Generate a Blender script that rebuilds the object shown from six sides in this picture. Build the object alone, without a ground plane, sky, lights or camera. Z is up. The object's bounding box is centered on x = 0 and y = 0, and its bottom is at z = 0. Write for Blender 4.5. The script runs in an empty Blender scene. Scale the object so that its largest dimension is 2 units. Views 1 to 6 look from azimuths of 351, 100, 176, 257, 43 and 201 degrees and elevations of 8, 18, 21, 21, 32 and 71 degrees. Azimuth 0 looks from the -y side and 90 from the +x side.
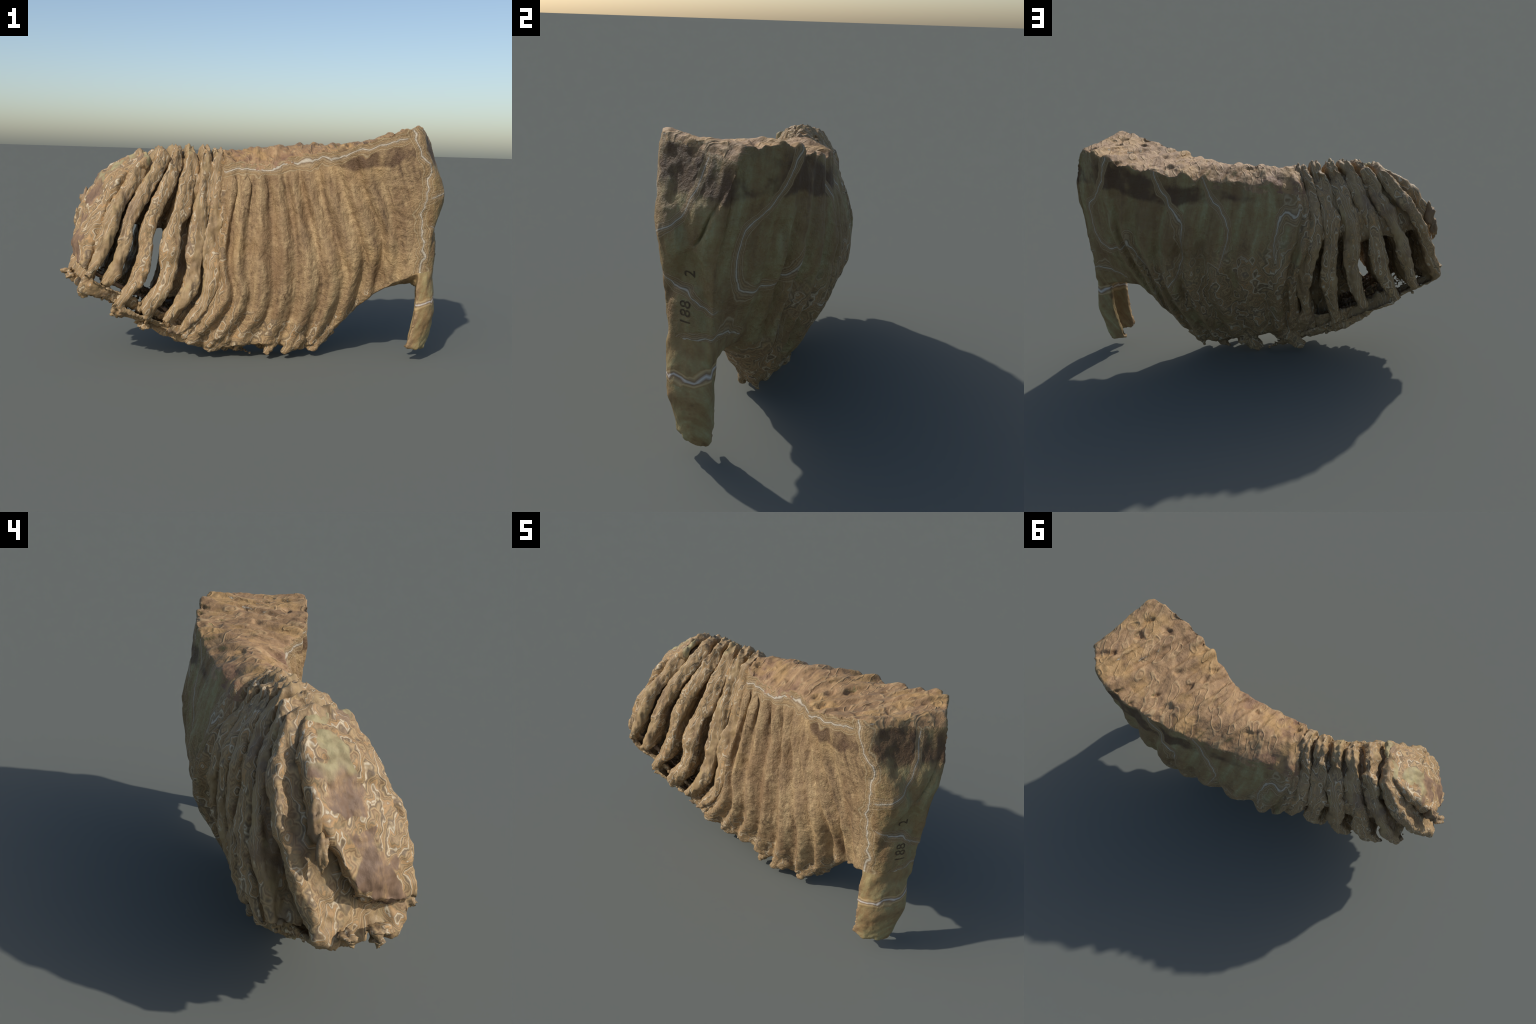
# Fossil proboscidean molar: worn fused crown, loose enamel plates, channelled root.
import bpy, bmesh, math, random
import numpy as np
from mathutils import Vector, noise as mnoise

random.seed(7)
rng = np.random.default_rng(7)

# ------------------------------------------------------------------ helpers
def hermite(keys, vals, q):
    """smooth interpolation of vals (n, ...) given at increasing keys, sampled at q"""
    keys = np.asarray(keys, float); vals = np.asarray(vals, float)
    d = np.empty_like(vals)
    sl = (vals[1:] - vals[:-1]) / (keys[1:] - keys[:-1]).reshape(-1, *([1] * (vals.ndim - 1)))
    d[0], d[-1] = sl[0], sl[-1]
    d[1:-1] = 0.5 * (sl[1:] + sl[:-1])
    q = np.clip(np.asarray(q, float), keys[0], keys[-1])
    i = np.clip(np.searchsorted(keys, q, side='right') - 1, 0, len(keys) - 2)
    h = keys[i + 1] - keys[i]
    u = (q - keys[i]) / h
    sh = u.shape + (1,) * (vals.ndim - 1)
    u = u.reshape(sh); h = h.reshape(sh)
    return ((2*u**3 - 3*u**2 + 1) * vals[i] + (u**3 - 2*u**2 + u) * h * d[i]
            + (-2*u**3 + 3*u**2) * vals[i+1] + (u**3 - u**2) * h * d[i+1])

def smooth01(a, b, x):
    t = np.clip((x - a) / (b - a), 0, 1)
    return t * t * (3 - 2 * t)

def fnoise(P, scale, octaves=3, seed=0.0):
    """signed fractal noise at an array of points"""
    out = np.empty(len(P))
    off = Vector((seed * 13.7, seed * 7.3, seed * 3.1))
    for i, p in enumerate(P):
        q = Vector((p[0]*scale, p[1]*scale, p[2]*scale)) + off
        out[i] = mnoise.fractal(q, 0.9, 2.0, octaves)
    return out

def chips(P, scale, seed):
    """angular facets: signed cell-distance noise, gives knobs and broken edges"""
    out = np.empty(len(P)); off = Vector((seed * 5.1, seed * 2.3, seed * 9.7))
    for i, p in enumerate(P):
        q = Vector((p[0]*scale, p[1]*scale, p[2]*scale*.7)) + off
        out[i] = .45 - mnoise.voronoi(q, distance_metric='MANHATTAN')[0][0]
    return np.clip(out, -.6, .6)

def mesh_object(name, verts, faces, smooth=True):
    me = bpy.data.meshes.new(name)
    me.from_pydata([tuple(v) for v in verts], [], [tuple(f) for f in faces])
    me.validate(); me.update()
    ob = bpy.data.objects.new(name, me)
    bpy.context.scene.collection.objects.link(ob)
    if smooth:
        me.polygons.foreach_set('use_smooth', [True] * len(me.polygons))
    return ob

def get_co(me):
    a = np.empty(len(me.vertices) * 3); me.vertices.foreach_get('co', a); return a.reshape(-1, 3)

def set_co(me, a):
    me.vertices.foreach_set('co', a.ravel()); me.update()

def get_no(me):
    a = np.empty(len(me.vertices) * 3); me.vertex_normals.foreach_get('vector', a); return a.reshape(-1, 3)

def loft(rings, close=True):
    """rings: list of (n,3) loops -> verts, faces with fan caps"""
    n = len(rings[0]); V = np.vstack(rings); F = []
    for i in range(len(rings) - 1):
        for j in range(n):
            a = i*n + j; b = i*n + (j+1) % n
            F.append((a, b, b + n, a + n))
    if close:
        V = np.vstack([V, rings[0].mean(0), rings[-1].mean(0)])
        c0, c1 = len(V) - 2, len(V) - 1; m = (len(rings) - 1) * n
        for j in range(n):
            F.append((c0, (j+1) % n, j)); F.append((c1, m + j, m + (j+1) % n))
    return V, F

def fix_normals(ob):
    bm = bmesh.new(); bm.from_mesh(ob.data)
    bmesh.ops.remove_doubles(bm, verts=bm.verts, dist=1e-5)
    bmesh.ops.recalc_face_normals(bm, faces=bm.faces)
    bm.to_mesh(ob.data); bm.free()

def apply_mods(ob):
    dg = bpy.context.evaluated_depsgraph_get(); dg.update()
    me = bpy.data.meshes.new_from_object(ob.evaluated_get(dg))
    ob.modifiers.clear(); old = ob.data; ob.data = me; bpy.data.meshes.remove(old)

def join_meshes(name, obs):
    bm = bmesh.new()
    for o in obs:
        bm.from_mesh(o.data)
    me = bpy.data.meshes.new(name); bm.to_mesh(me); bm.free()
    for o in obs:
        m = o.data; bpy.data.objects.remove(o); bpy.data.meshes.remove(m)
    ob = bpy.data.objects.new(name, me); bpy.context.scene.collection.objects.link(ob)
    return ob

def remesh(ob, size):
    m = ob.modifiers.new('r', 'REMESH'); m.mode = 'VOXEL'; m.voxel_size = size
    m.use_smooth_shade = True
    apply_mods(ob)

def relax(ob, it, f=0.5):
    m = ob.modifiers.new('s', 'SMOOTH'); m.factor = f; m.iterations = it
    apply_mods(ob)

# ------------------------------------------------------------------ layout of the tooth
# Plate number k counts ridges from the loose end to the worn end.  Each station
# gives the inner (toward -y) and outer (toward +y) edge of one plate, crown to root.
WS = [0, .25, .5, .75, 1]
STATION = {
 0: ([(-0.56, -0.09, 1.03), (-0.65, -0.20, 0.86), (-0.72, -0.26, 0.75), (-0.77, -0.30, 0.59), (-0.87, -0.31, 0.46)],
     [(-0.60, 0.12, 1.04), (-0.72, 0.20, 0.92), (-0.81, 0.20, 0.77), (-0.90, 0.14, 0.56), (-0.98, 0.06, 0.39)]),
 1: ([(-0.46, -0.05, 1.06), (-0.55, -0.16, 0.90), (-0.64, -0.23, 0.74), (-0.69, -0.28, 0.55), (-0.80, -0.28, 0.39)],
     [(-0.52, 0.12, 1.06), (-0.60, 0.20, 0.91), (-0.69, 0.24, 0.74), (-0.75, 0.23, 0.56), (-0.82, 0.18, 0.37)]),
 2: ([(-0.38, -0.02, 1.07), (-0.47, -0.13, 0.88), (-0.56, -0.20, 0.68), (-0.59, -0.25, 0.48), (-0.73, -0.26, 0.31)],
     [(-0.44, 0.12, 1.06), (-0.49, 0.20, 0.94), (-0.56, 0.25, 0.78), (-0.60, 0.26, 0.56), (-0.72, 0.215, 0.34)]),
 3: ([(-0.32, -0.01, 1.07), (-0.37, -0.11, 0.83), (-0.44, -0.18, 0.64), (-0.47, -0.22, 0.44), (-0.61, -0.24, 0.27)],
     [(-0.36, 0.12, 1.05), (-0.40, 0.21, 0.95), (-0.43, 0.27, 0.80), (-0.44, 0.27, 0.54), (-0.54, 0.22, 0.28)]),
 4: ([(-0.24, -0.01, 1.07), (-0.27, -0.10, 0.81), (-0.32, -0.15, 0.60), (-0.34, -0.19, 0.41), (-0.50, -0.22, 0.205)],
     [(-0.28, 0.13, 1.04), (-0.31, 0.22, 0.94), (-0.33, 0.28, 0.77), (-0.31, 0.27, 0.51), (-0.37, 0.18, 0.20)]),
 5: ([(-0.18, -0.02, 1.06), (-0.20, -0.08, 0.78), (-0.24, -0.14, 0.56), (-0.24, -0.18, 0.37), (-0.42, -0.18, 0.145)],
     [(-0.20, 0.15, 1.02), (-0.23, 0.24, 0.92), (-0.23, 0.30, 0.75), (-0.17, 0.28, 0.52), (-0.20, 0.15, 0.19)]),
 7: ([(-0.07, -0.04, 1.03), (-0.08, -0.10, 0.79), (-0.10, -0.16, 0.53), (-0.08, -0.18, 0.31), (-0.22, -0.12, 0.065)],
     [(-0.16, 0.205, 1.02), (-0.13, 0.28, 0.85), (-0.08, 0.32, 0.68), (-0.04, 0.28, 0.47), (-0.06, 0.12, 0.17)]),
 9: ([(0.09, -0.05, 1.04), (0.13, -0.12, 0.79), (0.14, -0.18, 0.54), (0.14, -0.175, 0.32), (0.07, -0.14, 0.09)],
     [(0.20, 0.245, 1.065), (0.26, 0.30, 0.88), (0.29, 0.305, 0.70), (0.28, 0.265, 0.48), (0.18, 0.08, 0.12)]),
 11: ([(0.25, -0.08, 1.08), (0.30, -0.15, 0.80), (0.38, -0.195, 0.54), (0.40, -0.185, 0.36), (0.33, -0.095, 0.075)],
      [(0.42, 0.255, 1.11), (0.49, 0.285, 0.91), (0.515, 0.285, 0.73), (0.515, 0.24, 0.50), (0.39, 0.02, 0.09)]),
 13: ([(0.42, -0.19, 1.115), (0.48, -0.22, 0.90), (0.56, -0.23, 0.72), (0.61, -0.205, 0.57), (0.60, -0.125, 0.325)],
      [(0.69, 0.22, 1.16), (0.73, 0.215, 0.97), (0.735, 0.185, 0.78), (0.69, 0.13, 0.62), (0.60, 0.06, 0.33)]),
 15: ([(0.60, -0.28, 1.18), (0.66, -0.28, 1.00), (0.73, -0.28, 0.82), (0.77, -0.27, 0.68), (0.78, -0.25, 0.46)],
      [(0.87, 0.14, 1.22), (0.88, 0.10, 1.00), (0.86, 0.05, 0.76), (0.83, 0.01, 0.58), (0.77, -0.05, 0.43)]),
 16: ([(0.77, -0.305, 1.24), (0.82, -0.32, 1.10), (0.88, -0.31, 0.93), (0.88, -0.285, 0.74), (0.875, -0.27, 0.50)],
      [(0.93, 0.02, 1.20), (0.98, -0.02, 1.04), (0.98, -0.06, 0.75), (0.97, -0.07, 0.60), (0.96, -0.08, 0.42)]),
}
KS = sorted(STATION)
EDGE_F = np.array([STATION[k][0] for k in KS]); EDGE_B = np.array([STATION[k][1] for k in KS])

def edge(E, k, w):
    """point on an edge field for arrays k, w"""
    k, w = np.broadcast_arrays(np.asarray(k, float), np.asarray(w, float))
    shp = k.shape; k = k.ravel(); w = w.ravel()
    A = hermite(KS, E, k)                       # (n, 5, 3)
    out = np.empty((len(k), 3))
    ws = np.array(WS); sl = (A[:, 1:] - A[:, :-1]) / 0.25
    d = np.concatenate([sl[:, :1], 0.5 * (sl[:, 1:] + sl[:, :-1]), sl[:, -1:]], 1)
    i = np.clip((w / 0.25).astype(int), 0, 3); u = ((w - ws[i]) / 0.25)[:, None]; r = np.arange(len(k))
    out = ((2*u**3 - 3*u**2 + 1) * A[r, i] + (u**3 - 2*u**2 + u) * .25 * d[r, i]
           + (-2*u**3 + 3*u**2) * A[r, i+1] + (u**3 - u**2) * .25 * d[r, i+1])
    return out.reshape(*shp, 3)

def sheet(k, v, w):
    """mid-surface of plate k: v 0 inner edge .. 1 outer edge, w 0 crown .. 1 root"""
    v = np.asarray(v, float)
    f = edge(EDGE_F, k, w); b = edge(EDGE_B, k, w)
    v, w2 = np.broadcast_arrays(v, np.asarray(w, float))
    p = f + (b - f) * v[..., None]
    s = np.sin(np.pi * np.clip(v, 0, 1))
    loose = 1 - smooth01(4.5, 8, np.broadcast_to(np.asarray(k, float), v.shape))
    p[..., 0] -= .030 * s * np.clip(1 - np.broadcast_to(np.asarray(k, float), v.shape), 0, 1) * (np.sin(np.pi * np.clip(w2, 0, 1)) - 1.0 * smooth01(.6, .95, w2))
    kb = np.broadcast_to(np.asarray(k, float), v.shape)
    hump = hermite([0, 3, 6, 8, 10, 12, 14, 16], [.035, .045, .06, .075, .065, .022, .004, .004], kb.ravel()).reshape(v.shape)
    s_low = np.where(kb < 3.2, np.sin(np.pi * np.clip(v, 0, 1)**.65), s)
    p[..., 2] += s * hump * np.clip(1 - w2, 0, 1)**4 - s_low * ((0.03 + 0.075 * loose * (.6 + .4 * smooth01(1.5, 3.5, kb))) * np.clip(w2, 0, 1)**4)
    return p

# plate number as a smooth function of place (for grain that follows the fan of the plates)
def _terms(x, y, z):
    return [1, x, y, z, x*x, x*y, x*z, y*y, y*z, z*z, x**3, x*x*z, x*z*z, z**3, x*x*y, x*y*z]
_K, _V, _W = np.meshgrid(np.linspace(0, 16, 60), [0, .5, 1], np.linspace(0, 1, 15), indexing='ij')
_P = sheet(_K, _V, _W).reshape(-1, 3)
_A = np.stack([np.broadcast_to(t, len(_P)) for t in _terms(*_P.T)], 1)
KFIT = np.linalg.lstsq(_A, _K.ravel(), rcond=None)[0]
print('plate fit rms', np.sqrt(np.mean((_A @ KFIT - _K.ravel())**2)))

# ------------------------------------------------------------------ materials
def srgb(r, g, b):
    f = lambda c: c/12.92 if c <= 0.04045 else ((c + 0.055)/1.055)**2.4
    return (f(r/255), f(g/255), f(b/255), 1)

class Nodes:
    def __init__(self, name):
        self.mat = bpy.data.materials.new(name); self.mat.use_nodes = True
        self.t = self.mat.node_tree; self.t.nodes.clear()
        self.co = self.n('ShaderNodeTexCoord').outputs['Object']
    def n(self, ty, **kw):
        nd = self.t.nodes.new(ty)
        for a, b in kw.items(): setattr(nd, a, b)
        return nd
    def put(self, sock, val):
        if isinstance(val, bpy.types.NodeSocket): self.t.links.new(val, sock)
        else: sock.default_value = val
    def math(self, op, a, b=0.0, c=0.0, clamp=False):
        nd = self.n('ShaderNodeMath', operation=op, use_clamp=clamp)
        self.put(nd.inputs[0], a); self.put(nd.inputs[1], b); self.put(nd.inputs[2], c)
        return nd.outputs[0]
    def scaled(self, s, loc=(0, 0, 0), rot=(0, 0, 0)):
        m = self.n('ShaderNodeMapping'); self.put(m.inputs['Vector'], self.co)
        m.inputs['Scale'].default_value = s; m.inputs['Location'].default_value = loc; m.inputs['Rotation'].default_value = rot
        return m.outputs[0]
    def noise(self, vec, scale, detail=4, rough=0.55, dist=0.0):
        nd = self.n('ShaderNodeTexNoise'); self.put(nd.inputs['Vector'], vec)
        nd.inputs['Scale'].default_value = scale; nd.inputs['Detail'].default_value = detail
        nd.inputs['Roughness'].default_value = rough; nd.inputs['Distortion'].default_value = dist
        return nd.outputs['Fac']
    def voronoi(self, vec, scale, metric='MANHATTAN', feature='F1'):
        nd = self.n('ShaderNodeTexVoronoi', feature=feature, distance=metric); self.put(nd.inputs['Vector'], vec)
        nd.inputs['Scale'].default_value = scale
        return nd.outputs['Distance']
    def ramp(self, fac, stops, interp='LINEAR'):
        nd = self.n('ShaderNodeValToRGB'); self.put(nd.inputs[0], fac); cr = nd.color_ramp; cr.interpolation = interp
        while len(cr.elements) < len(stops): cr.elements.new(0.5)
        for e, (p, c) in zip(cr.elements, stops):
            e.position = p; e.color = c if len(c) == 4 else srgb(*c)
        return nd.outputs[0]
    def step(self, x, a, b):
        nd = self.n('ShaderNodeMapRange', interpolation_type='SMOOTHSTEP'); self.put(nd.inputs[0], x)
        nd.inputs[1].default_value = a; nd.inputs[2].default_value = b
        return nd.outputs[0]
    def curve(self, x, lo, hi, pts, vlo, vhi):
        """piecewise curve y(x) from control points, as a float"""
        fx = self.math('DIVIDE', self.math('SUBTRACT', x, lo), hi - lo, clamp=True)
        nd = self.n('ShaderNodeFloatCurve'); cu = nd.mapping.curves[0]
        P = [((px - lo)/(hi - lo), (py - vlo)/(vhi - vlo)) for px, py in pts]
        cu.points[0].location = P[0]; cu.points[1].location = P[-1]
        for p in P[1:-1]: cu.points.new(*p)
        nd.mapping.update(); self.put(nd.inputs['Value'], fx)
        return self.math('ADD', self.math('MULTIPLY', nd.outputs[0], vhi - vlo), vlo)
    def mix(self, fac, a, b, mode='MIX'):
        nd = self.n('ShaderNodeMix', data_type='RGBA', blend_type=mode)
        self.put(nd.inputs[0], fac)
        for s, v in ((nd.inputs[6], a), (nd.inputs[7], b)):
            self.put(s, v if isinstance(v, bpy.types.NodeSocket) or len(v) == 4 else srgb(*v))
        return nd.outputs[2]
    def xyz(self):
        s = self.n('ShaderNodeSeparateXYZ'); self.put(s.inputs[0], self.co); return s.outputs
    def plate_space(self):
        """coordinates with plate number across and height along the plates"""
        x, y, z = self.xyz(); M = lambda a, b: self.math('MULTIPLY', a, b)
        xx, xz, zz, xy = M(x, x), M(x, z), M(z, z), M(x, y)
        t = [None, x, y, z, xx, xy, xz, M(y, y), M(y, z), zz, M(xx, x), M(xx, z), M(x, zz), M(zz, z), M(xx, y), M(xy, z)]
        acc = float(KFIT[0])
        for c, s in zip(KFIT[1:], t[1:]):
            acc = self.math('MULTIPLY_ADD', s, float(c), acc)
        cb = self.n('ShaderNodeCombineXYZ')
        self.put(cb.inputs[0], self.math('MULTIPLY', acc, .115)); self.put(cb.inputs[1], y); self.put(cb.inputs[2], z)
        return cb.outputs[0]
    def remap(self, vec, s, loc=(0, 0, 0)):
        m = self.n('ShaderNodeMapping'); self.put(m.inputs['Vector'], vec)
        m.inputs['Scale'].default_value = s; m.inputs['Location'].default_value = loc
        return m.outputs[0]
    def out(self, color, height=None, bump=0.3, dist=0.01, rough=0.62, spec=0.3):
        b = self.n('ShaderNodeBsdfPrincipled'); self.put(b.inputs['Base Color'], color)
        self.put(b.inputs['Roughness'], rough); b.inputs['Specular IOR Level'].default_value = spec
        if height is not None:
            bp = self.n('ShaderNodeBump'); bp.inputs['Strength'].default_value = bump; bp.inputs['Distance'].default_value = dist
            self.put(bp.inputs['Height'], height); self.put(b.inputs['Normal'], bp.outputs[0])
        o = self.n('ShaderNodeOutputMaterial'); self.put(o.inputs[0], b.outputs[0])
        return self.mat

BAND_STOPS = [(0.0, (158, 132, 96)), (0.13, (126, 100, 72)), (0.24, (172, 144, 104)), (0.36, (134, 114, 84)),
              (0.46, (108, 90, 72)), (0.55, (162, 140, 106)), (0.62, (196, 182, 156)), (0.68, (146, 122, 92)),
              (0.80, (172, 136, 92)), (0.90, (126, 108, 80)), (1.0, (158, 132, 96))]

def agate(N, stretch, scale, count, loc=(0, 0, 0)):
    """angular contour banding running along the plates"""
    v = N.remap(N.plate_space(), stretch, loc)
    wob = N.noise(v, scale, 1.5, 0.5)
    vor = N.voronoi(v, scale * 1.7, 'CHEBYCHEV')
    fine = N.voronoi(N.co, 22)
    d = N.math('ADD', N.math('MULTIPLY', vor, 0.45), N.math('MULTIPLY', wob, 1.5))
    d = N.math('ADD', d, N.math('MULTIPLY', fine, 0.10))
    return N.ramp(N.math('FRACT', N.math('MULTIPLY', d, count)), BAND_STOPS), d

def plate_material(name, loc):
    N = Nodes(name); x, y, z = N.xyz()
    band, d = agate(N, (2.4, .9, .30), 4.2, 6.0, loc)
    cloud = N.noise(N.remap(N.plate_space(), (1.6, 1, .6), loc), 6.5, 4, .6)
    plain = N.ramp(N.noise(N.scaled((1, 1, .5), loc), 14, 5, .65),
                   [(0.25, (112, 92, 68)), (0.45, (140, 116, 84)), (0.6, (158, 134, 96)), (0.8, (150, 140, 102))])
    col = N.mix(N.math('MULTIPLY', N.step(cloud, .38, .48), .9), plain, band)
    st = N.noise(N.scaled((1, 1, .7), (3.1, 1.7, .4)), 5.2, 4, .6)
    col = N.mix(N.math('MULTIPLY', N.step(st, .56, .66), .6), col, (118, 96, 78))
    pit = N.noise(N.co, 90, 3, .6)
    h = N.math('ADD', N.math('MULTIPLY', d, .5), N.math('MULTIPLY', pit, .35))
    return N.out(col, h, .45, .012)

def wall_colour(N, x, y, z):
    """tan cementum with vertical streaking, olive on the outer side, stained collar below the rim"""
    streak = N.noise(N.remap(N.plate_space(), (1.3, .5, .16)), 16, 4, .6)
    mott = N.noise(N.co, 42, 5, .7)
    big = N.noise(N.co, 4.2, 3, .55)
    tan = N.ramp(N.math('ADD', N.math('MULTIPLY', streak, .55), N.math('MULTIPLY', mott, .45)),
                 [(0.34, (97, 77, 56)), (0.44, (135, 110, 80)), (0.53, (158, 132, 96)), (0.64, (187, 160, 119))])
    olive = N.ramp(N.math('ADD', N.math('MULTIPLY', streak, .7), N.math('MULTIPLY', mott, .3)),
                   [(0.32, (114, 90, 62)), (0.45, (140, 116, 79)), (0.56, (148, 133, 93)), (0.68, (160, 154, 116))])
    # the outer side and worn end are coloured olive; the border follows the curved axis of the tooth
    lightp = N.noise(N.scaled((1, 1, .8), (1.5, .3, 4.0)), 3.0, 3, .55)
    tan = N.mix(N.math('MULTIPLY', N.step(lightp, .48, .62), .35), tan, (184, 152, 104))
    crack = N.n('ShaderNodeTexVoronoi', feature='DISTANCE_TO_EDGE')
    N.put(crack.inputs['Vector'], N.remap(N.plate_space(), (2.2, 1, .42))); crack.inputs['Scale'].default_value = 9
    cn = N.noise(N.co, 6, 2)
    cm = N.math('MULTIPLY', N.step(crack.outputs['Distance'], .035, .01), N.step(cn, .5, .6))
    tan = N.mix(N.math('MULTIPLY', cm, .5), tan, (88, 66, 46))
    axis = N.curve(x, -1, 1, [(-1, .02), (-.4, .05), (0, .07), (.4, .0), (.8, -.2), (.86, -.33), (1, -.5)], -.5, .5)
    side = N.step(N.math('ADD', N.math('SUBTRACT', y, axis), N.math('MULTIPLY', N.math('SUBTRACT', big, .5), .12)), -.03, .03)
    col = N.mix(side, tan, olive)
    warm = N.noise(N.scaled((1, 1, .7), (5, 2, 1)), 5.0, 4, .6)
    col = N.mix(N.math('MULTIPLY', N.step(warm, .48, .62), .55), col, (124, 96, 66))
    rim = N.curve(x, -1, 1, [(-1, .9), (-.2, 1.0), (.1, 1.03), (.3, 1.08), (.6, 1.15), (.8, 1.23), (1, 1.24)], .8, 1.3)
    wob = N.math('MULTIPLY', N.math('SUBTRACT', N.noise(N.scaled((1, 1, .4)), 9, 4, .6), .5), .10)
    depth = N.math('ADD', N.math('SUBTRACT', rim, z), wob)
    front = N.math('SUBTRACT', 1.0, side)
    depth = N.math('ADD', depth, N.math('MULTIPLY', front, .045))
    lo = N.curve(x, -1, 1, [(-1, .0), (-.15, .02), (.15, .07), (.5, .15), (.8, .19), (1, .2)], 0, .3)
    rel = N.math('SUBTRACT', depth, lo)
    collar = N.math('MULTIPLY', N.math('MULTIPLY', N.step(rel, .012, -.012), N.step(depth, .03, .06)), N.step(x, -.1, .2))
    patch = N.step(N.noise(N.scaled((1, 1, .8), (2, 8, 3)), 7, 4, .6), .36, .54)
    col = N.mix(N.math('MULTIPLY', collar, N.math('ADD', N.math('MULTIPLY', patch, .72), .10)), col, (84, 62, 46))
    return col, streak, mott

SEAM = [(0, (188, 178, 160)), (.06, (182, 170, 150)), (.13, (126, 106, 82)), (.28, (164, 142, 108)), (.40, (132, 108, 78)), (.52, (158, 132, 94)),
        (.64, (124, 100, 70)), (.76, (168, 148, 114)), (.86, (136, 110, 76)), (1, (148, 120, 82))]

def seam_lines(N, x, y, z, col):
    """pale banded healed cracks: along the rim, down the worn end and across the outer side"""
    cell = N.voronoi(N.co, 13)
    zig = N.math('ADD', N.math('MULTIPLY', N.math('SUBTRACT', cell, .45), .024),
                 N.math('MULTIPLY', N.math('SUBTRACT', N.noise(N.co, 7, 2), .5), .075))
    vein = N.noise(N.scaled((1, 1, .75), (4.2, .6, 2.2)), 3.2, 0.0, .4)
    v = N.math('ABSOLUTE', N.math('ADD', N.math('SUBTRACT', vein, .5), zig))
    outer = N.step(N.math('ADD', y, N.math('MULTIPLY', N.step(x, .75, .85), .6)), .08, .14)
    m1 = N.math('MULTIPLY', N.step(v, .056, .046), outer)
    col = N.mix(N.math('MULTIPLY', m1, .9), col, N.ramp(N.math('MULTIPLY', v, 18), SEAM))
    # rim of the inner side
    rim = N.curve(x, -1, 1, [(-1, 1.05), (-.2, 1.0), (.1, 1.015), (.3, 1.055), (.5, 1.115), (.7, 1.19), (.8, 1.23), (1, 1.24)], .8, 1.3)
    r = N.math('ABSOLUTE', N.math('ADD', N.math('SUBTRACT', z, rim), zig))
    inner = N.step(y, .06, .0)
    m2 = N.math('MULTIPLY', N.step(r, .042, .034), N.math('MULTIPLY', inner, N.step(x, -.2, -.15)))
    col = N.mix(N.math('MULTIPLY', m2, .9), col, N.ramp(N.math('MULTIPLY', r, 24), SEAM))
    # edge between inner side and worn end
    ex = N.curve(z, .3, 1.3, [(.3, .86), (.55, .855), (.7, .84), (.8, .825), (.95, .86), (1.1, .81), (1.25, .76)], .6, 1.0)
    e = N.math('ABSOLUTE', N.math('ADD', N.math('SUBTRACT', x, ex), zig))
    m3 = N.math('MULTIPLY', N.step(e, .042, .034), N.step(y, -.2, -.24))
    col = N.mix(N.math('MULTIPLY', m3, .9), col, N.ramp(N.math('MULTIPLY', e, 24), SEAM))
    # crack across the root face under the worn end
    c = N.math('ABSOLUTE', N.math('ADD', N.math('SUBTRACT', z, N.math('MULTIPLY_ADD', y, -.50, .598)), zig))
    m4 = N.math('MULTIPLY', N.step(c, .030, .024), N.math('MULTIPLY', N.step(x, .86, .9), N.step(y, -.05, -.08)))
    col = N.mix(N.math('MULTIPLY', m4, .95), col, N.ramp(N.math('MULTIPLY', c, 34), SEAM))
    return col, zig

def crown_material():
    N = Nodes('stained_cementum'); x, y, z = N.xyz()
    col, streak, mott = wall_colour(N, x, y, z)
    col, zig = seam_lines(N, x, y, z, col)
    # banding toward the broken root edge
    band, d = agate(N, (1.6, 1, .5), 3.4, 6.0, (.4, .9, 2))
    low = N.curve(x, -1, 1, [(-1, .6), (-.3, .42), (-.1, .30), (.1, .22), (.35, .2), (.5, .3), (.65, .40), (1, .42)], 0, 1)
    lowm = N.step(N.math('ADD', N.math('SUBTRACT', z, low), N.math('MULTIPLY', N.math('SUBTRACT', mott, .5), .1)), .02, -.02)
    left = N.step(N.math('ADD', x, zig), -.14, -.16)
    m = N.math('MAXIMUM', N.math('MULTIPLY', lowm, N.step(x, .72, .6)), left)
    col = N.mix(N.math('MULTIPLY', m, .85), col, band)
    # banded patches over the lower outer side
    pn = N.noise(N.scaled((1, 1, .6), (.3, 5.1, 1.9)), 4.5, 3, .6)
    pz = N.math('MULTIPLY', N.step(N.math('ADD', z, N.math('MULTIPLY', x, .15)), .85, .6), N.step(y, .08, .16))
    col = N.mix(N.math('MULTIPLY', N.math('MULTIPLY', N.step(pn, .42, .48), pz), .85), col, band)
    h = N.math('ADD', N.math('MULTIPLY', mott, 1.0), N.math('MULTIPLY', N.noise(N.co, 120, 3, .6), .25))
    return N.out(col, h, .75, .018)

def root_material():
    N = Nodes('root_dentine'); x, y, z = N.xyz()
    col, streak, mott = wall_colour(N, x, y, z)
    zig = N.math('MULTIPLY', N.math('SUBTRACT', N.voronoi(N.co, 12), .45), .03)
    d1 = N.math('ABSOLUTE', N.math('ADD', N.math('SUBTRACT', z, N.math('ADD', .405, N.math('MULTIPLY', y, .25))), zig))
    d = d1
    band = N.ramp(N.math('MULTIPLY', d, 24), [(0, (196, 188, 178)), (.2, (134, 110, 84)), (.45, (182, 158, 116)), (.7, (138, 108, 68)), (1, (160, 132, 84))])
    col = N.mix(N.step(d, .032, .024), col, band)
    h = N.math('ADD', N.math('MULTIPLY', mott, .8), N.math('MULTIPLY', N.noise(N.co, 110, 3, .6), .3))
    return N.out(col, h, .4, .01)

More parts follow.
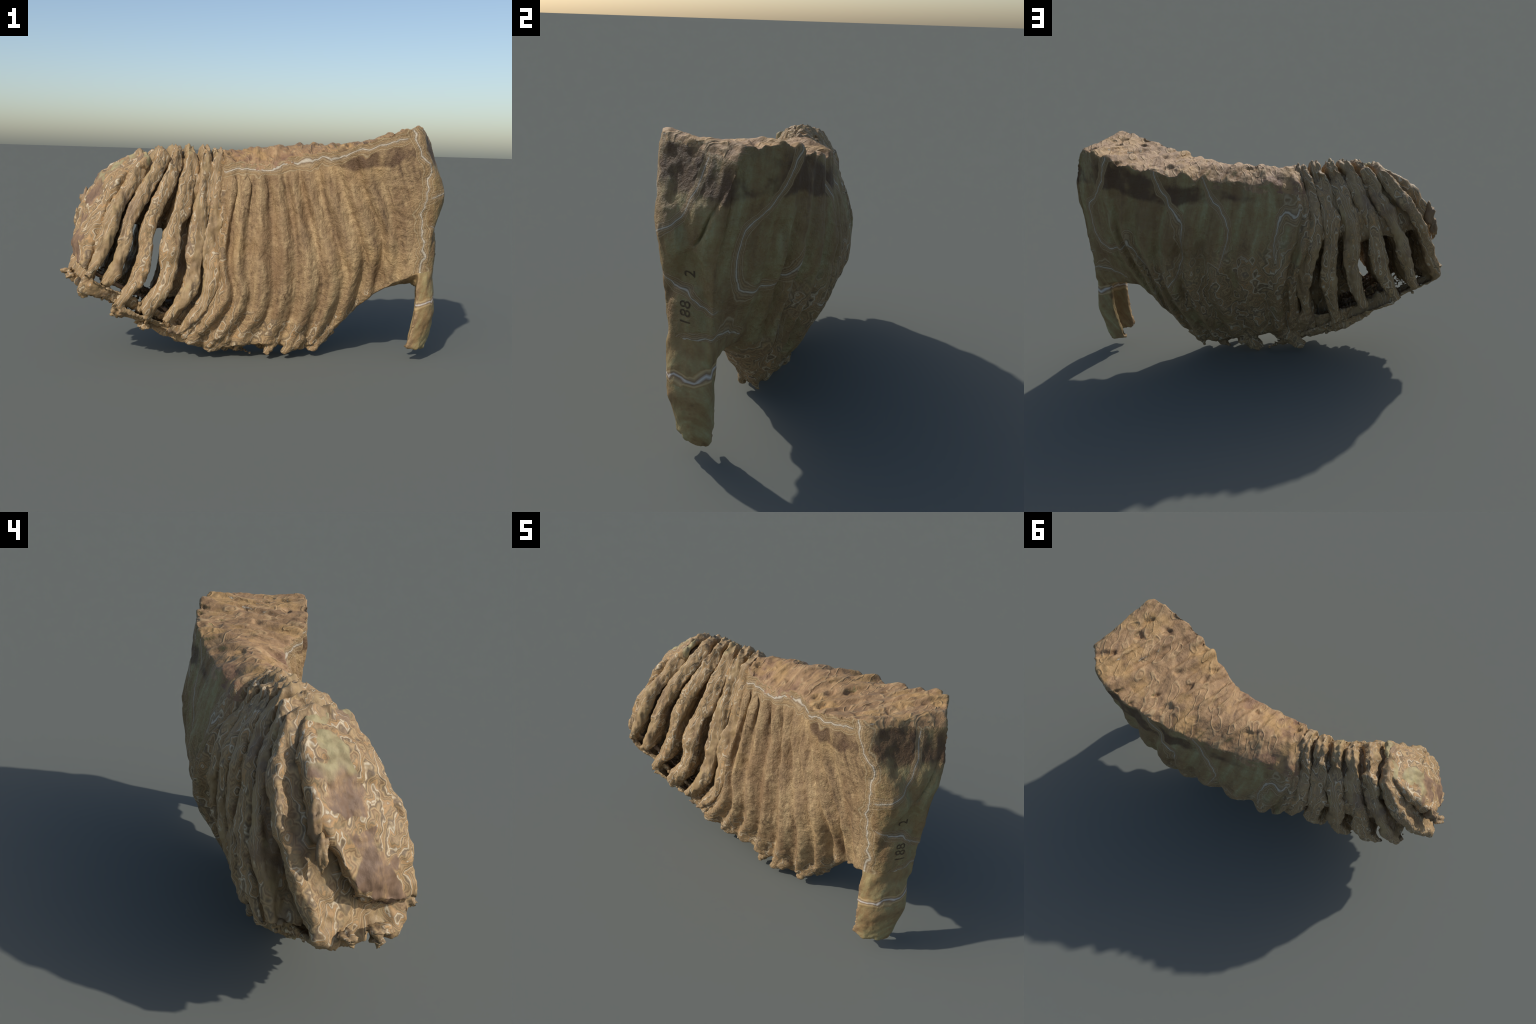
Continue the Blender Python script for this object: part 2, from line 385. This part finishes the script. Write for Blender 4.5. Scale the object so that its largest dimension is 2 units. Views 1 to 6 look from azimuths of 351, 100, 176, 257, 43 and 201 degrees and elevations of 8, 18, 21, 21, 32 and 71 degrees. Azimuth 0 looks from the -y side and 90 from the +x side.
def chewing_material():
    N = Nodes('worn_occlusal_dentine'); x, y, z = N.xyz()
    # transverse streaks, turned to run across the oblique plates
    rows = N.scaled((3.0, .6, 1), rot=(0, 0, math.radians(30)))
    r = N.noise(rows, 8, 5, .65, .8)
    mott = N.noise(N.co, 40, 5, .7)
    col = N.ramp(N.math('ADD', N.math('MULTIPLY', r, .78), N.math('MULTIPLY', mott, .22)),
                 [(0.28, (104, 82, 62)), (0.42, (136, 108, 78)), (0.52, (154, 123, 88)), (0.62, (168, 138, 101)), (0.74, (156, 134, 102))])
    # pale enamel loops around the worn plate ends
    rw = N.n('ShaderNodeVectorMath', operation='ADD'); N.put(rw.inputs[0], rows)
    nz = N.n('ShaderNodeTexNoise'); N.put(nz.inputs['Vector'], N.co); nz.inputs['Scale'].default_value = 9
    sc = N.n('ShaderNodeVectorMath', operation='SCALE'); N.put(sc.inputs[0], nz.outputs['Color']); sc.inputs['Scale'].default_value = .22
    N.put(rw.inputs[1], sc.outputs[0])
    lp = N.voronoi(rw.outputs[0], 6.5, 'EUCLIDEAN')
    loop = N.math('ABSOLUTE', N.math('SUBTRACT', lp, .42))
    col = N.mix(N.math('MULTIPLY', N.step(loop, .07, .02), .35), col, (182, 158, 118))
    purple = N.noise(N.co, 5.5, 4, .6)
    pm = N.math('MULTIPLY', N.step(purple, .5, .62), N.step(x, .35, .1))
    col = N.mix(N.math('MULTIPLY', pm, .7), col, (116, 86, 70))
    och = N.noise(N.scaled((1, 1, 1), (7, 3, 1)), 6, 3, .6)
    col = N.mix(N.math('MULTIPLY', N.step(och, .5, .62), .5), col, (172, 138, 88))
    h = N.math('ADD', N.math('ADD', r, N.math('MULTIPLY', mott, .6)), N.math('MULTIPLY', N.step(loop, .1, .0), .35))
    return N.out(col, h, .6, .016)

def panel_material():
    N = Nodes('brown_end_panel'); x, y, z = N.xyz()
    g = N.noise(N.scaled((1, 1, .35)), 18, 5, .65)
    brown = N.ramp(g, [(0.3, (104, 82, 64)), (0.5, (122, 98, 78)), (0.6, (146, 118, 88)), (0.7, (184, 158, 118))])
    band, d = agate(N, (1, 1.2, .8), 6, 5.0, (2, .3, .9))
    olive = N.ramp(g, [(.3, (134, 116, 84)), (.6, (158, 146, 108))])
    top = N.step(N.math('ADD', z, N.math('MULTIPLY', N.math('SUBTRACT', N.noise(N.co, 7, 2), .5), .3)), .88, .94)
    col = N.mix(top, brown, olive)
    edge_d = N.curve(z, .3, 1.1, [(.3, -.18), (.5, -.18), (.7, -.10), (.9, -.02), (1.1, 0)], -.4, .4)
    away = N.math('ABSOLUTE', N.math('SUBTRACT', y, edge_d))
    seam = N.math('ABSOLUTE', N.math('ADD', N.math('SUBTRACT', z, .80), N.math('MULTIPLY', N.math('SUBTRACT', N.voronoi(N.co, 11), .4), .06)))
    wob = N.math('MULTIPLY', N.math('SUBTRACT', N.voronoi(N.co, 9), .45), .1)
    m = N.math('MAXIMUM', N.step(N.math('ADD', away, wob), .085, .095), N.step(seam, .03, .022))
    col = N.mix(m, col, band)
    return N.out(col, N.math('ADD', g, N.math('MULTIPLY', d, .4)), .4, .012)

def ink_material():
    N = Nodes('faded_ink')
    return N.out(N.ramp(N.noise(N.co, 60, 2), [(.3, (70, 55, 40)), (.7, (98, 80, 57))]), rough=.7)

# ------------------------------------------------------------------ crown body
K0, K1 = 5.4, 16.0

def ridge(k, sharp=.75):
    """rounded rib on every plate, softer groove between"""
    return (.5 + .5*np.cos(2*np.pi*k))**sharp - 0.47

def crown_solid():
    nk, nw, nv = 200, 70, 36
    ks = np.linspace(K0, K1, nk); ws = np.linspace(0, 1, nw); vs = np.linspace(0, 1, nv)
    # cross-section loop: inner wall down, base across, outer wall up, top back
    lv = np.concatenate([np.zeros(nw), vs[1:-1], np.ones(nw), vs[::-1][1:-1]])
    lw = np.concatenate([ws, np.ones(nv - 2), ws[::-1], np.zeros(nv - 2)])
    rings = []
    for k in ks:
        v = lv.copy(); w = lw.copy()
        P = sheet(np.full(len(v), k), v, w)
        f = edge(EDGE_F, np.full(len(v), k), w); b = edge(EDGE_B, np.full(len(v), k), w)
        out = (f - b); out[:, 2] = 0; out /= np.linalg.norm(out, axis=1)[:, None]
        side = np.where(v < .5, 1, -1) * np.abs(2*v - 1)**6
        endfade = 1 - smooth01(13.6, 15.4, np.array([k]))[0]
        amp = np.where(v < .5, .040 * smooth01(0.0, .16, w) + .018 * smooth01(.10, .0, w) * smooth01(11, 13, np.array([k]))[0],
                       (.014 + .026 * smooth01(.1, .6, w)))
        P += out * (side * (amp * ridge(k) * endfade + np.where(v < .5, .012 * (1 - smooth01(.1, .4, w)), .0)))[:, None]
        rimb = smooth01(.06, 0, w) * smooth01(.6, 1, v)
        P[:, 2] += rimb * .022 * ridge(k) * endfade
        # worn top: enamel ribs and a shallow dish
        topm = (w < 1e-6) & (v > 0) & (v < 1)
        rib = .007 * (np.abs(np.cos(np.pi * (k * 1.0)))**1.2 - .5) + .004*np.cos(4*np.pi*k)
        P[topm, 2] += (rib - .004 * np.sin(np.pi * v[topm])) * smooth01(5.5, 8, np.array([k]))[0]
        rings.append(P)
    # rounded end faces: shrink a few extra rings and push them out along the axis
    def cap(R, direction, steps):
        c = R.mean(0); extra = []
        for a, s in steps:
            Q = c + (R - c) * s + np.array(direction) * (a * (.25 + .75 * smooth01(.55, .85, R[:, 2])))[:, None]
            extra.append(Q)
        return extra
    tail = cap(rings[-1], (.95, .30, 0), [(.022, .965), (.040, .87), (.052, .70), (.058, .4)])
    head = cap(rings[0], (-1, 0, 0), [(.01, .92), (.015, .6)])
    V, F = loft(head[::-1] + rings + tail)
    return mesh_object('crown_core', V, F)

def root_channel():
    """U-shaped root: convex wall toward +x, two flanges toward -x, bending inward at the tip"""
    #      z,   x outer, x inner, y inner side, y outer side
    prof = [(.70, .975, .87, -.265, -.075), (.58, .980, .885, -.272, -.078), (.47, .985, .895, -.278, -.075), (.37, .992, .890, -.276, -.078),
            (.27, .998, .890, -.270, -.080), (.18, .982, .874, -.258, -.085), (.12, .966, .858, -.250, -.090), (.066, .950, .842, -.240, -.098)]
    prof = np.array(prof)[::-1]
    zs = np.linspace(prof[0, 0], prof[-1, 0], 40)
    Q = hermite(prof[:, 0], prof[:, 1:], zs)
    rings = []
    for z, (xo, xi, y0, y1) in zip(zs, Q):
        n = 13
        depth = .55 * smooth01(.44, .30, np.array([z]))[0]       # channel depth fades out under the arch
        t = np.linspace(0, np.pi, n)
        yc, hy = (y0 + y1)/2, (y1 - y0)/2
        outer = np.stack([xi + (xo - xi) * np.clip(np.sin(t), 0, 1)**.45, yc + hy * -np.cos(t)], 1)
        th = .030
        inner = np.stack([xi + (xo - xi - th) * np.clip(np.sin(t), 0, 1)**.6 * depth*1.5, yc + (hy - th) * -np.cos(t)], 1)[::-1]
        loop = np.vstack([outer, inner])
        # inner-side flange is longer toward -x than the outer one, tips uneven
        zz = z + 0 * loop[:, 0]
        side = (loop[:, 1] - yc) / hy
        zz = zz - .010 * side * smooth01(.25, .07, np.array([z]))[0]
        rings.append(np.stack([loop[:, 0] + .34 * (loop[:, 1] - y1), loop[:, 1], zz], 1))   # face turned toward -y
    V, F = loft(rings)
    return mesh_object('root_core', V, F)

def fang(base, tip, r0, r1, flat=1.0, n=10, m=9):
    """short tapering root fang from base to tip"""
    b, t = np.array(base, float), np.array(tip, float)
    ax = t - b; ax /= np.linalg.norm(ax)
    u = np.cross(ax, (0, 1, 0)); u /= np.linalg.norm(u); vv = np.cross(ax, u)
    rings = []
    for i in range(m):
        s = i/(m - 1); c = b + (t - b) * s
        r = r0 + (r1 - r0) * s**.8
        a = np.linspace(0, 2*np.pi, n, endpoint=False)
        rings.append(c + r * (np.cos(a)[:, None] * u + flat * np.sin(a)[:, None] * vv))
    V, F = loft(rings)
    return mesh_object('fang', V, F)

solids = [crown_solid(), root_channel()]
FANGS = [  # base, tip, base radius, tip radius, flattening
    ((.885, -.17, .46), (.832, -.17, .435), .055, .035, 1.6),   # fillet where the root leaves the crown
    ((.40, -.07, .17), (.315, -.090, .030), .060, .020, .8), ((.42, -.02, .14), (.375, -.010, .030), .050, .012, .8),
    ((.25, -.10, .13), (.160, -.132, .026), .050, .014, .8), ((.12, -.10, .12), (.060, -.130, .026), .050, .016, .8),
    ((.31, .00, .10), (.230, .005, .022), .045, .010, 1.1), ((.14, .05, .12), (.050, .050, .012), .065, .026, 1.0),
    ((-.08, .08, .15), (-.185, .095, .046), .065, .025, 1.0), ((-.14, -.09, .13), (-.250, -.100, .040), .060, .026, .9),
    ((-.02, -.06, .12), (-.100, -.075, .030), .050, .014, .9), ((-.05, .0, .12), (-.150, .0, .025), .060, .02, 1.0),
]
for fg in FANGS:
    solids.append(fang(*fg))
for s in solids:
    fix_normals(s)
crown = join_meshes('crown', solids)
remesh(crown, 0.0065)
relax(crown, 2)

# relief: low lumps, cementum pimples, worn-top pitting
co = get_co(crown.data); no = get_no(crown.data)
co[:, 0] += .035 * np.exp(-((co[:, 1] + .16)/.11)**2 - ((co[:, 2] - .95)/.13)**2) * smooth01(.5, .8, no[:, 0])
co[:, 0] = np.where(co[:, 0] > .975, .975 + (co[:, 0] - .975) * .45, co[:, 0])
d = .010 * fnoise(co, 5.5, 3, 1) + .0035 * fnoise(co * np.array([1, 1, .55]), 26, 3, 2)
topn = smooth01(.45, .75, no[:, 2]) * smooth01(.9, .98, co[:, 2])
ang = math.radians(30)
across = co[:, 0]*math.cos(ang) - co[:, 1]*math.sin(ang); along = co[:, 0]*math.sin(ang) + co[:, 1]*math.cos(ang)
rows = np.stack([across * 3.0, along * .9, co[:, 2]], 1)
d += topn * (.015 * fnoise(rows * np.array([1, .45, 1]), 7.5, 2, 3) + .004 * fnoise(rows, 10, 2, 6) - .016 * smooth01(.45, .7, fnoise(rows * np.array([.6, 1.2, 1]), 9, 2, 4)))
low = smooth01(.16, .03, co[:, 2] - .35 * smooth01(-.1, -.5, co[:, 0]))
d += low * .012 * fnoise(co, 22, 3, 5)
co = co + no * d[:, None]
co[:, 2] = np.where(co[:, 2] < .04, .04 + (co[:, 2] - .04) * .6, co[:, 2])
set_co(crown.data, co)
bpy.context.view_layer.update()

# ------------------------------------------------------------------ loose plates
def plate_solid(name, fn, half, nv=34, nw=64, seed=0, fray=.012, w1=1.0):
    """slab about the mid-surface fn(v, w) with bar-like thickened edges"""
    ws = np.linspace(0, w1, nw)
    vs = (1 - np.cos(np.linspace(0, np.pi, nv))) / 2
    vs = .45*vs + .55*np.linspace(0, 1, nv)
    V, W = np.meshgrid(vs, ws)
    e = 1e-3
    P = fn(V, W)
    du = fn(np.clip(V + e, 0, 1), W) - fn(np.clip(V - e, 0, 1), W)
    dw = fn(V, np.clip(W + e, 0, 1)) - fn(V, np.clip(W - e, 0, 1))
    nrm = np.cross(du, dw); nrm /= np.linalg.norm(nrm, axis=-1)[..., None]
    bar = np.exp(-(V/.11)**2) + np.exp(-((1 - V)/.11)**2)
    taper = 1 - .32 * smooth01(.78, 1, W) - .2 * smooth01(.10, 0, W)
    P[..., 2] += .016 * np.abs(np.sin(4.5*np.pi*V + seed))**.7 * smooth01(.10, .0, W)      # cusps on the unworn top edge
    h = half * (.74 + .30 * bar) * taper
    # round off the four borders
    rv = np.sqrt(np.clip(1 - (1 - np.clip(np.minimum(V, 1 - V) / .07, 0, 1))**2, 0, 1))
    rw = np.sqrt(np.clip(1 - (1 - np.clip(np.minimum(W + .004, w1 - W + .012) / .035, 0, 1))**2, 0, 1))
    h = h * np.maximum(rv, .12) * np.maximum(rw, .45)
    rings = []
    for i in range(nw):
        rings.append(np.vstack([P[i] + nrm[i]*h[i][:, None], (P[i] - nrm[i]*h[i][:, None])[::-1]]))
    Vv, F = loft(rings)
    ob = mesh_object(name, Vv, F); fix_normals(ob)
    remesh(ob, .008); relax(ob, 3)
    c = get_co(ob.data); n = get_no(ob.data)
    dd = .014 * fnoise(c, 7, 3, seed + 10) + .009 * fnoise(c * np.array([1, 1, .28]), 26, 3, seed + 20) + chips(c, 8, seed) * .013
    dd += .003 * fnoise(c, 45, 2, seed + 5)
    set_co(ob.data, c + n * dd[:, None])
    return ob

def frayed(fn, seed, amount, notch=0.0):
    """make the root edge of a plate uneven across its width"""
    def g(V, W):
        j = np.array([mnoise.noise(Vector((float(v) * 7.0, seed * 5.3, 0))) for v in V.ravel()]).reshape(V.shape)
        j2 = np.array([mnoise.noise(Vector((float(v) * 19.0, seed * 3.3, 4))) for v in V.ravel()]).reshape(V.shape)
        cut = notch * smooth01(.42, .6, V) * smooth01(.95, .84, V)
        return fn(V, np.clip(W * (1 - cut - amount * (.5 + j + .6*j2)), 0, 1))
    return g

plates = []
HALF = [.040, .042, .046, .050, .050, .050]
for k in range(6):
    fn = (lambda kk: (lambda V, W: sheet(np.full(V.shape, float(kk)), V, W)))(k)
    plates.append(plate_solid('enamel_plate', frayed(fn, k, .06, .08 if 0 < k < 4 else 0), HALF[k], seed=k))

# brown end panel: a short broken plate lying against the last full one
PANEL_F = np.array([(-.54, -.10, 1.03), (-.68, -.165, .91), (-.755, -.225, .76), (-.82, -.265, .61), (-.865, -.285, .49)])
PANEL_B = np.array([(-.59, .06, 1.045), (-.745, .11, .965), (-.85, .09, .82), (-.905, .02, .68), (-.94, -.06, .55)])
def panel_fn(V, W):
    f = hermite(WS, PANEL_F, W.ravel()).reshape(*W.shape, 3); b = hermite(WS, PANEL_B, W.ravel()).reshape(*W.shape, 3)
    p = f + (b - f) * V[..., None]
    p[..., 0] -= .018 * np.sin(np.pi * V) * np.sin(np.pi * np.clip(W, 0, 1))
    p[..., 2] += .02 * np.sin(np.pi * V) * (1 - W)
    return p
panel = plate_solid('end_panel', frayed(panel_fn, 9, .04), .036, seed=9)

# cement filling between the loose plates
def core_block(k0, k1, w1, v_of_w0, v_of_w1, seed):
    nk, nw, nv = 14, 40, 20
    ks = np.linspace(k0, k1, nk); rings = []
    for w in np.linspace(.02, w1, nw):
        va, vb = v_of_w0(w), v_of_w1(w)
        t = np.linspace(0, 1, nv)
        loopk = np.concatenate([np.full(nv, k0), ks[1:-1], np.full(nv, k1), ks[::-1][1:-1]])
        loopv = np.concatenate([va + (vb - va)*t, np.full(nk - 2, vb), vb + (va - vb)*t, np.full(nk - 2, va)])
        # waist the filling between plates
        mid = np.sin(np.pi * (loopk - k0) / (k1 - k0))
        loopv = loopv + .05 * mid * np.where(loopv < .5, 1, -1)
        rings.append(sheet(loopk, loopv, np.full(len(loopk), w)) - np.array([0, 0, .03]) * (1 - w)**6)
    V, F = loft(rings)
    ob = mesh_object('cement_filling', V, F); fix_normals(ob)
    return ob
FILL = [  # between plates k and k+1: depth reached, inner inset top/bottom, outer inset top/bottom
    (0, .55, .06, .25, .88, .84), (1, .55, .10, .40, .97, .90), (2, .57, .14, .45, .985, .92),
    (3, .85, .06, .24, .99, .60), (4, .95, .04, .15, .99, .60), (5, .98, .04, .09, .99, .75)]
fills = []
for k, w1, a0, a1, b0, b1 in FILL:
    fills.append(core_block(k, k + 1 if k < 5 else 5.7, w1,
                            (lambda a0, a1: lambda w: a0 + (a1 - a0) * smooth01(.1, .55, np.array([w]))[0])(a0, a1),
                            (lambda b0, b1: lambda w: b0 + (b1 - b0) * smooth01(.48, .66, np.array([w]))[0])(b0, b1), k))
# floor where the flanges of the plates run together
def floor_block():
    ks = np.linspace(2.7, 6.2, 50); rings = []
    for k in ks:
        t = np.linspace(.32 - .14 * smooth01(4, 5.5, np.array([k]))[0], .60 + .22 * smooth01(2.0, 4.0, np.array([k]))[0], 24)
        lv = np.concatenate([t, t[::-1]]); lw = np.concatenate([np.full(24, .90), np.full(24, .995)])
        rings.append(sheet(np.full(48, k), lv, lw) - np.array([0, 0, .01]))
    V, F = loft(rings); o = mesh_object('floor', V, F); fix_normals(o); return o
fills.append(floor_block())
filling = join_meshes('cement_filling', fills)
remesh(filling, .008); relax(filling, 3)
c = get_co(filling.data); n = get_no(filling.data)
set_co(filling.data, c + n * (.014*fnoise(c, 9, 3, 31) + .007*fnoise(c, 28, 3, 32) + .018*chips(c, 12, 3))[:, None])

# ------------------------------------------------------------------ split the crown by region
def split_regions(ob, classify, names):
    """separate faces by region; border vertices coincide and normals stay those of the whole"""
    me = ob.data; me.update()
    nv = len(me.vertices); co = get_co(me); no = get_no(me)
    npoly = len(me.polygons)
    cen = np.empty(npoly*3); me.polygons.foreach_get('center', cen); cen = cen.reshape(-1, 3)
    pn = np.empty(npoly*3); me.polygons.foreach_get('normal', pn); pn = pn.reshape(-1, 3)
    lab = classify(cen, pn)
    polys = [tuple(p.vertices) for p in me.polygons]
    res = []
    for i, nm in enumerate(names):
        fs = [polys[j] for j in np.nonzero(lab == i)[0]]
        used = np.unique(np.concatenate([np.array(f) for f in fs]))
        remap = np.full(nv, -1); remap[used] = np.arange(len(used))
        o = mesh_object(nm, co[used], [tuple(int(remap[v]) for v in f) for f in fs])
        o.data.normals_split_custom_set_from_vertices([tuple(q) for q in no[used]])
        res.append(o)
    m = ob.data; bpy.data.objects.remove(ob); bpy.data.meshes.remove(m)
    return res

kk = np.linspace(K0, 16, 90); vv = np.linspace(0, 1, 15)
KG, VG = np.meshgrid(kk, vv); TOP = sheet(KG, VG, np.zeros_like(KG)).reshape(-1, 3)
def top_height(c):
    out = np.empty(len(c))
    for s in range(0, len(c), 4000):
        q = c[s:s+4000]
        j = np.argmin(((q[:, None, :2] - TOP[None, :, :2])**2).sum(-1), 1)
        out[s:s+4000] = TOP[j, 2]
    return out
def classify(c, n):
    lab = np.zeros(len(c), int)
    cand = np.nonzero((c[:, 2] > .9) & (n[:, 2] > .35))[0]
    hgt = top_height(c[cand])
    lab[cand[c[cand, 2] > hgt - .035]] = 1
    lab[(c[:, 0] > .80) & (c[:, 2] < .50 + .15*(c[:, 0] - .9))] = 2
    return lab
crown, chewing, root = split_regions(crown, classify, ['crown', 'chewing_surface', 'root'])

# ------------------------------------------------------------------ broken root crumbs along the loose end
def crumb(p, r, seed):
    bm = bmesh.new(); bmesh.ops.create_icosphere(bm, subdivisions=3, radius=1)
    for v in bm.verts:
        q = v.co.copy(); s = 1 + .5 * mnoise.noise(q * 1.6 + Vector((seed, 0, 0))) + .5 * (.5 - mnoise.voronoi(q * 1.4 + Vector((seed, 3, 0)), distance_metric='MANHATTAN')[0][0])
        v.co = Vector((q.x*r[0]*s, q.y*r[1]*s, q.z*r[2]*s)) + Vector(p)
    me = bpy.data.meshes.new('root_crumb'); bm.to_mesh(me); bm.free()
    o = bpy.data.objects.new('root_crumb', me); bpy.context.scene.collection.objects.link(o); return o
cr = []
for p, r in [((-.965, -.02, .455), (.034, .026, .016)), ((-.93, -.14, .45), (.030, .045, .016)),
             ((-.88, .085, .80), (.030, .025, .07)), ((-.915, .07, .72), (.022, .022, .06))]:
    cr.append(crumb(p, r, len(cr)*1.7))
for k in range(0, 6):
    for v in np.linspace(.2, .6 if k < 3 else .8, 8):
        if rng.random() < (.25 if k < 3 else .5):
            q = sheet(np.array([k + rng.uniform(.0, .5)]), np.array([v]), np.array([.985]))[0]
            s = rng.uniform(.012, .024)
            cr.append(crumb(q, (s*1.5, s, s), rng.uniform(0, 50)))
crumbs = join_meshes('root_crumb', cr)
crumbs.data.polygons.foreach_set('use_smooth', [True]*len(crumbs.data.polygons))
crumbs['kind'] = 'stuff'

# ------------------------------------------------------------------ inked catalogue number on the root face
def inked(text, y, z, size):
    cu = bpy.data.curves.new('ink', 'FONT'); cu.body = text; cu.size = size; cu.align_x = 'CENTER'; cu.align_y = 'CENTER'
    cu.resolution_u = 3; cu.space_character = 1.05
    t = bpy.data.objects.new('ink', cu); bpy.context.scene.collection.objects.link(t)
    dg = bpy.context.evaluated_depsgraph_get(); me = bpy.data.meshes.new_from_object(t.evaluated_get(dg))
    bpy.data.objects.remove(t)
    bm = bmesh.new(); bm.from_mesh(me)
    bmesh.ops.subdivide_edges(bm, edges=[e for e in bm.edges if e.calc_length() > .01], cuts=2)
    bmesh.ops.triangulate(bm, faces=bm.faces)
    for v in bm.verts:      # text right -> +z, text up -> -y
        v.co = Vector((1.3, y - v.co.y, z + v.co.x))
    bm.to_mesh(me); bm.free()
    o = bpy.data.objects.new('catalogue_number', me); bpy.context.scene.collection.objects.link(o)
    return o
from mathutils.bvhtree import BVHTree
def onto_surface(o, targets, lift=.0018):
    trees = []
    for t in targets:
        trees.append(BVHTree.FromPolygons([v.co for v in t.data.vertices], [tuple(p.vertices) for p in t.data.polygons]))
    for v in o.data.vertices:
        best = None
        for tr in trees:
            h = tr.ray_cast(v.co, Vector((-1, 0, 0)))
            if h[0] is not None and (best is None or h[0].x > best): best = h[0].x
        if best is not None: v.co.x = best + lift
    o.data.update()
ink = [inked('188', -.178, .610, .062), inked('2', -.165, .755, .062)]
for o in ink: onto_surface(o, [crown, root])

# ------------------------------------------------------------------ assemble
tooth = bpy.data.objects.new('fossil_molar', None)
bpy.context.scene.collection.objects.link(tooth)
tooth['label'] = 'fossil elephant molar with ridged tan plates and one root'
tooth['category'] = 'fossil tooth'

mats = {'crown': crown_material(), 'chewing': chewing_material(), 'root': root_material(), 'panel': panel_material(), 'ink': ink_material()}
crown.data.materials.append(mats['crown']); chewing.data.materials.append(mats['chewing']); root.data.materials.append(mats['root'])
panel.data.materials.append(mats['panel'])
pm = [plate_material('banded_enamel', (i*1.3, i*.7, i*.4)) for i in range(3)]
for i, p in enumerate(plates): p.data.materials.append(pm[i % 3])
filling.data.materials.append(pm[1]); crumbs.data.materials.append(pm[0])
for o in ink: o.data.materials.append(mats['ink'])
for o in [crown, chewing, root, panel, filling, crumbs] + plates + ink:
    o.parent = tooth
